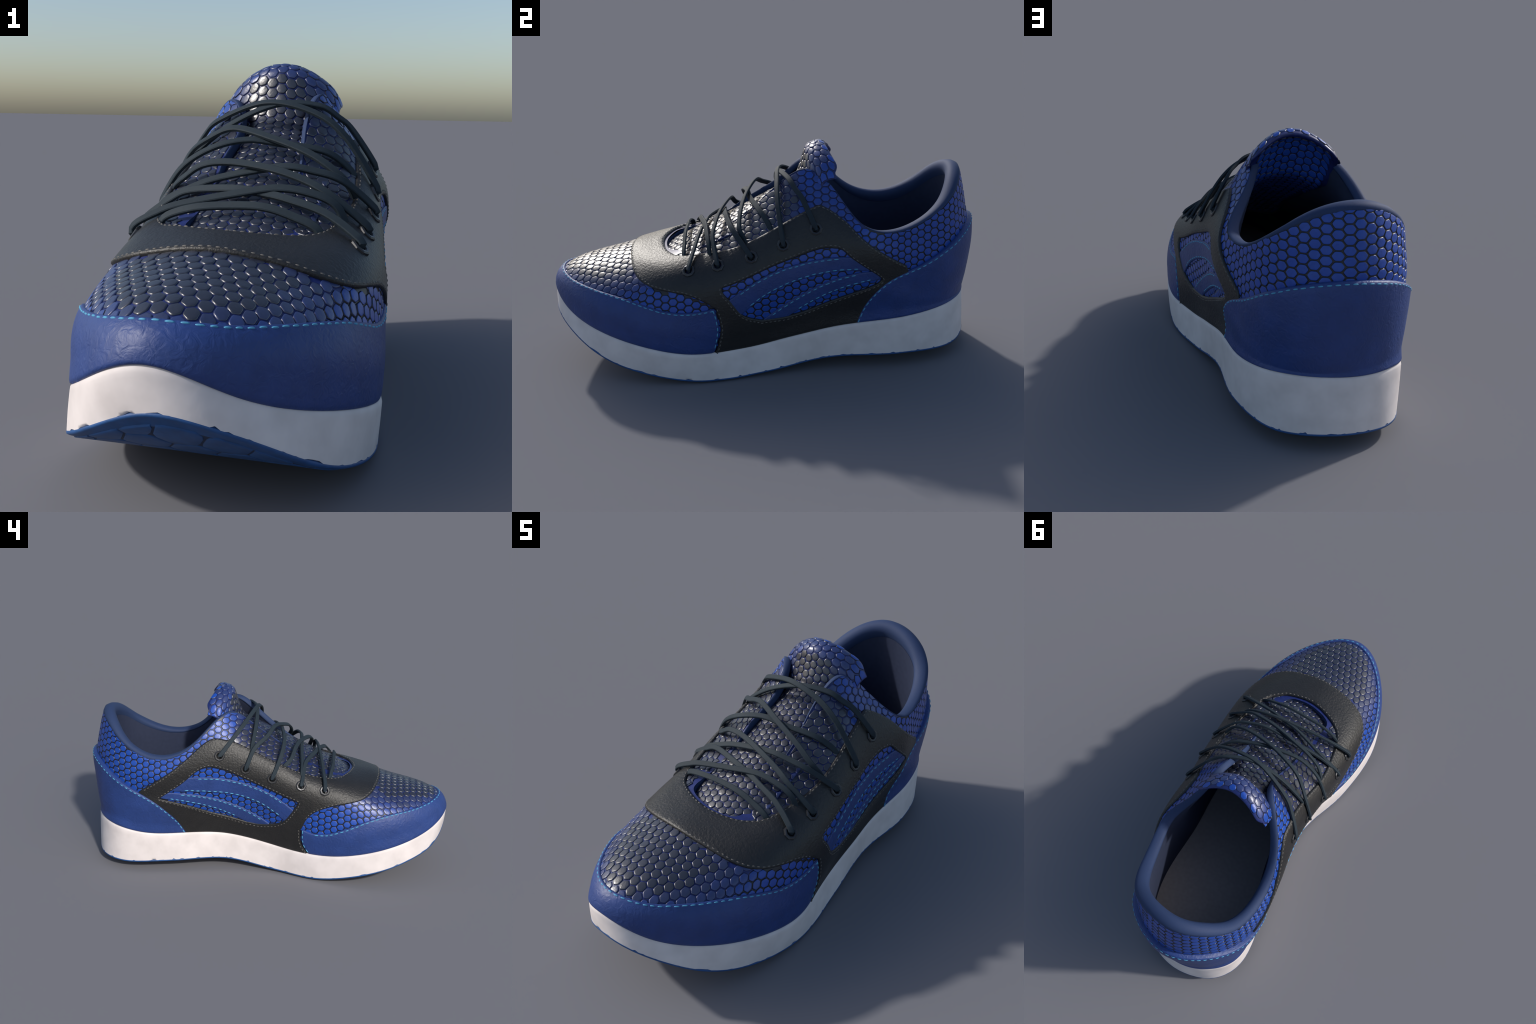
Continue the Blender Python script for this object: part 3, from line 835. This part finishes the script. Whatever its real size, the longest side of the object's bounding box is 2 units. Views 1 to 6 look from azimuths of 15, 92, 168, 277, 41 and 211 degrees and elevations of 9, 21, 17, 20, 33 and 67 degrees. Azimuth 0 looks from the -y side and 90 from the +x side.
down = np.array((0, 0, 1.))
out_rows = [B - nj * .010 + down * .006, B + nj * .0012 + down * .0012, B + nj * .0004 - down * .0055, B - nj * .006 - down * .0090]
half = np.arange(n_sole)
east = B[(half < n_sole // 2)]
west = B[(half >= n_sole // 2)]
def edge_at(side, y):
    o = np.argsort(side[:, 1])
    return np.interp(y, side[o, 1], side[o, 0]), np.interp(y, side[o, 1], side[o, 2])
def bottom_z(x, y):
    (xe, ze), (xw, zw) = edge_at(east, y), edge_at(west, y)
    t = np.clip((x - xw) / np.maximum(xe - xw, .05), 0, 1)
    return zw + (ze - zw) * t - .0095
bc = np.stack([CX(B[:, 1]), np.clip(B[:, 1], -.66, .62), B[:, 2]], 1)
foot_in = B - nj * .02 - down * .0095
for t in np.linspace(0, 1, 13):
    q = foot_in * (1 - t) + bc * t
    q[:, 2] = bottom_z(q[:, 0], q[:, 1])
    out_rows.append(q)
OP = np.stack(out_rows, 1)
outsole = make("outsole", OP.reshape(-1, 3), grid_faces(n_sole, len(out_rows), True, flip=True), [M_RUBBER, M_GROOVE], shoe,
               index=[1 if j >= 4 else 0 for i in range(n_sole) for j in range(len(out_rows) - 1)])
# tread lugs: big hexagons clipped to the sole outline
outline = (B - nj * .016)[::3, :2]
def clip(poly, hexa):
    for i in range(6):
        a, b = hexa[i], hexa[(i + 1) % 6]
        e = b - a
        side = lambda p: e[0] * (p[1] - a[1]) - e[1] * (p[0] - a[0])
        res = []
        for k in range(len(poly)):
            p, q = poly[k], poly[(k + 1) % len(poly)]
            sp, sq = side(p), side(q)
            if sp >= 0:
                res.append(p)
            if sp * sq < 0:
                res.append(p + (q - p) * sp / (sp - sq))
        poly = res
        if len(poly) < 3:
            return None
    return np.array(poly)
R = .058
i = 0
for gx in np.arange(-.55, .56, R * 1.5):
    for gy in np.arange(-1.1, 1.1, R * math.sqrt(3)):
        c = np.array((gx, gy + (R * math.sqrt(3) / 2 if i % 2 else 0)))
        hexa = np.array([c + (R - .0028) * np.array((math.cos(math.radians(60 * k)), math.sin(math.radians(60 * k)))) for k in range(6)])
        poly = clip(list(outline), hexa)
        if poly is None:
            continue
        poly = even(poly, .016, True)
        x, y = poly[:, 0], poly[:, 1]
        if abs((x * np.roll(y, -1) - y * np.roll(x, -1)).sum()) / 2 < .0006:
            continue
        pc = poly.mean(0)
        verts, F, m = [], [], len(poly)
        for sc_, dz in ((1.0, .002), (.99, -.0015), (.95, -.0026), (.6, -.0026), (.25, -.0026)):
            for p in poly:
                u = pc + (p - pc) * sc_
                verts.append((u[0], u[1], float(bottom_z(*u)) + dz))
        verts.append((pc[0], pc[1], float(bottom_z(*pc)) - .0026))
        for r in range(4):
            for k in range(m):
                F.append((r * m + k, r * m + m + k, r * m + m + (k + 1) % m, r * m + (k + 1) % m))
        for k in range(m):
            F.append((4 * m + k, 5 * m, 4 * m + (k + 1) % m))
        make("tread_lug", verts, F, M_RUBBER, outsole, flat_angle=45)
    i += 1

# ------------------------------------------------------------------ eyelets and laces
def frame_at(sv):
    P, N = upper_frame(np.array([sv[0]]), np.array([sv[1]]))
    return P[0], N[0]
def eyelet(sv):
    P, N = frame_at(sv)
    up = np.array((0, .3, 1.)) - N * (np.array((0, .3, 1.)) @ N)
    up /= np.linalg.norm(up)
    rt = np.cross(up, N)
    verts, F = [], []
    prof = [(.0150, -.004), (.0150, .0145), (.0185, .0185), (.0245, .0190), (.0295, .0160), (.0300, .0090)]
    for r, h in prof:
        for k in range(8):
            t = math.tau * (k + .5) / 8
            verts.append(P + N * h + rt * r * math.cos(t) + up * r * math.sin(t))
    for j in range(len(prof) - 1):
        for k in range(8):
            q = j * 8 + k
            p = j * 8 + (k + 1) % 8
            F.append((q, p, p + 8, q + 8)[::-1])
    ob = make("eyelet", verts, F, M_EYELET, saddle, smooth=False)
    return P, N
EO = [eyelet(e) for e in EYELETS_OUTER]
EI = [eyelet(e) for e in EYELETS_INNER]

def lace(points, width=.0225, thick=.0115):
    C = even(spline(np.array(points), 14), .012)
    T = np.gradient(C, axis=0)
    T /= np.linalg.norm(T, axis=1, keepdims=True)
    ax = np.stack([CX(C[:, 1]), C[:, 1] + .35, 0 * C[:, 1] + .35], 1)
    U = C - ax
    U -= T * (U * T).sum(1, keepdims=True)
    U /= np.linalg.norm(U, axis=1, keepdims=True)
    S = np.cross(T, U)
    sec = [(-.5, -.32), (-.38, -.5), (.38, -.5), (.5, -.32), (.5, .32), (.38, .5), (-.38, .5), (-.5, .32)]
    verts = [C[i] + S[i] * a * width + U[i] * b * thick for i in range(len(C)) for a, b in sec]
    n = len(C)
    F = [(i * 8 + k, i * 8 + (k + 1) % 8, i * 8 + 8 + (k + 1) % 8, i * 8 + 8 + k) for i in range(n - 1) for k in range(8)]
    F += [tuple(range(8))[::-1], tuple((n - 1) * 8 + k for k in range(8))]
    make("lace", verts, F, M_LACE, shoe, flat_angle=35)

def through(e, toward):
    """Lace points where it comes up out of an eyelet."""
    P, N = e
    return [P - N * .012, P + N * .010, P + N * .024 + (np.array(toward) - P) * .10]

LACE_PATHS = [  # (from eyelet or None, points over the tongue, to eyelet or None)
    (EI[4], [(-.271, .167, .796), (-.206, .128, .846), (-.047, .082, .899), (.100, .076, .872), (.200, .080, .800)], EO[3]),
    (None, [(-.285, .070, .690), (-.262, .070, .745), (-.150, .067, .833), (-.012, .082, .894), (.106, .127, .892), (.162, .157, .858), (.199, .189, .822)], EO[4]),
    (EI[3], [(-.281, .057, .739), (-.200, -.003, .790), (-.111, -.032, .822), (.011, -.069, .797), (.130, -.090, .755), (.215, -.095, .699), (.248, -.075, .655), (.262, -.055, .610)], None),
    (EI[2], [(-.255, -.087, .705), (-.160, -.092, .765), (-.060, -.070, .790), (.039, -.050, .780), (.152, -.007, .761), (.215, .035, .715), (.245, .055, .665)], None),
    (None, [(-.290, -.085, .600), (-.268, -.110, .650), (-.229, -.140, .680), (-.167, -.153, .719), (-.079, -.168, .730), (.043, -.195, .717), (.140, -.210, .690), (.213, -.217, .653)], EO[1]),
    (None, [(-.290, -.205, .555), (-.262, -.204, .616), (-.190, -.197, .655), (-.102, -.184, .688), (.063, -.168, .721), (.150, -.150, .712), (.230, -.120, .685)], EO[2]),
    (EI[1], [(-.240, -.212, .625), (-.179, -.218, .652), (-.046, -.255, .664), (.043, -.269, .656), (.118, -.285, .643), (.220, -.299, .612)], EO[0]),
    (EI[0], [(-.293, -.333, .568), (-.240, -.322, .597), (-.181, -.310, .620), (-.043, -.286, .650), (.082, -.261, .670), (.180, -.245, .655), (.235, -.234, .625), (.262, -.228, .570)], None),
    (None, [(-.225, -.350, .555), (-.200, -.354, .592), (-.122, -.361, .618), (-.031, -.358, .628), (.070, -.357, .628), (.150, -.354, .605), (.205, -.352, .580), (.225, -.350, .545)], None),
]
for a, pts, b in LACE_PATHS:
    path = (through(a, pts[0]) if a else []) + list(map(np.array, pts)) + (through(b, pts[-1])[::-1] if b else [])
    lace(path)
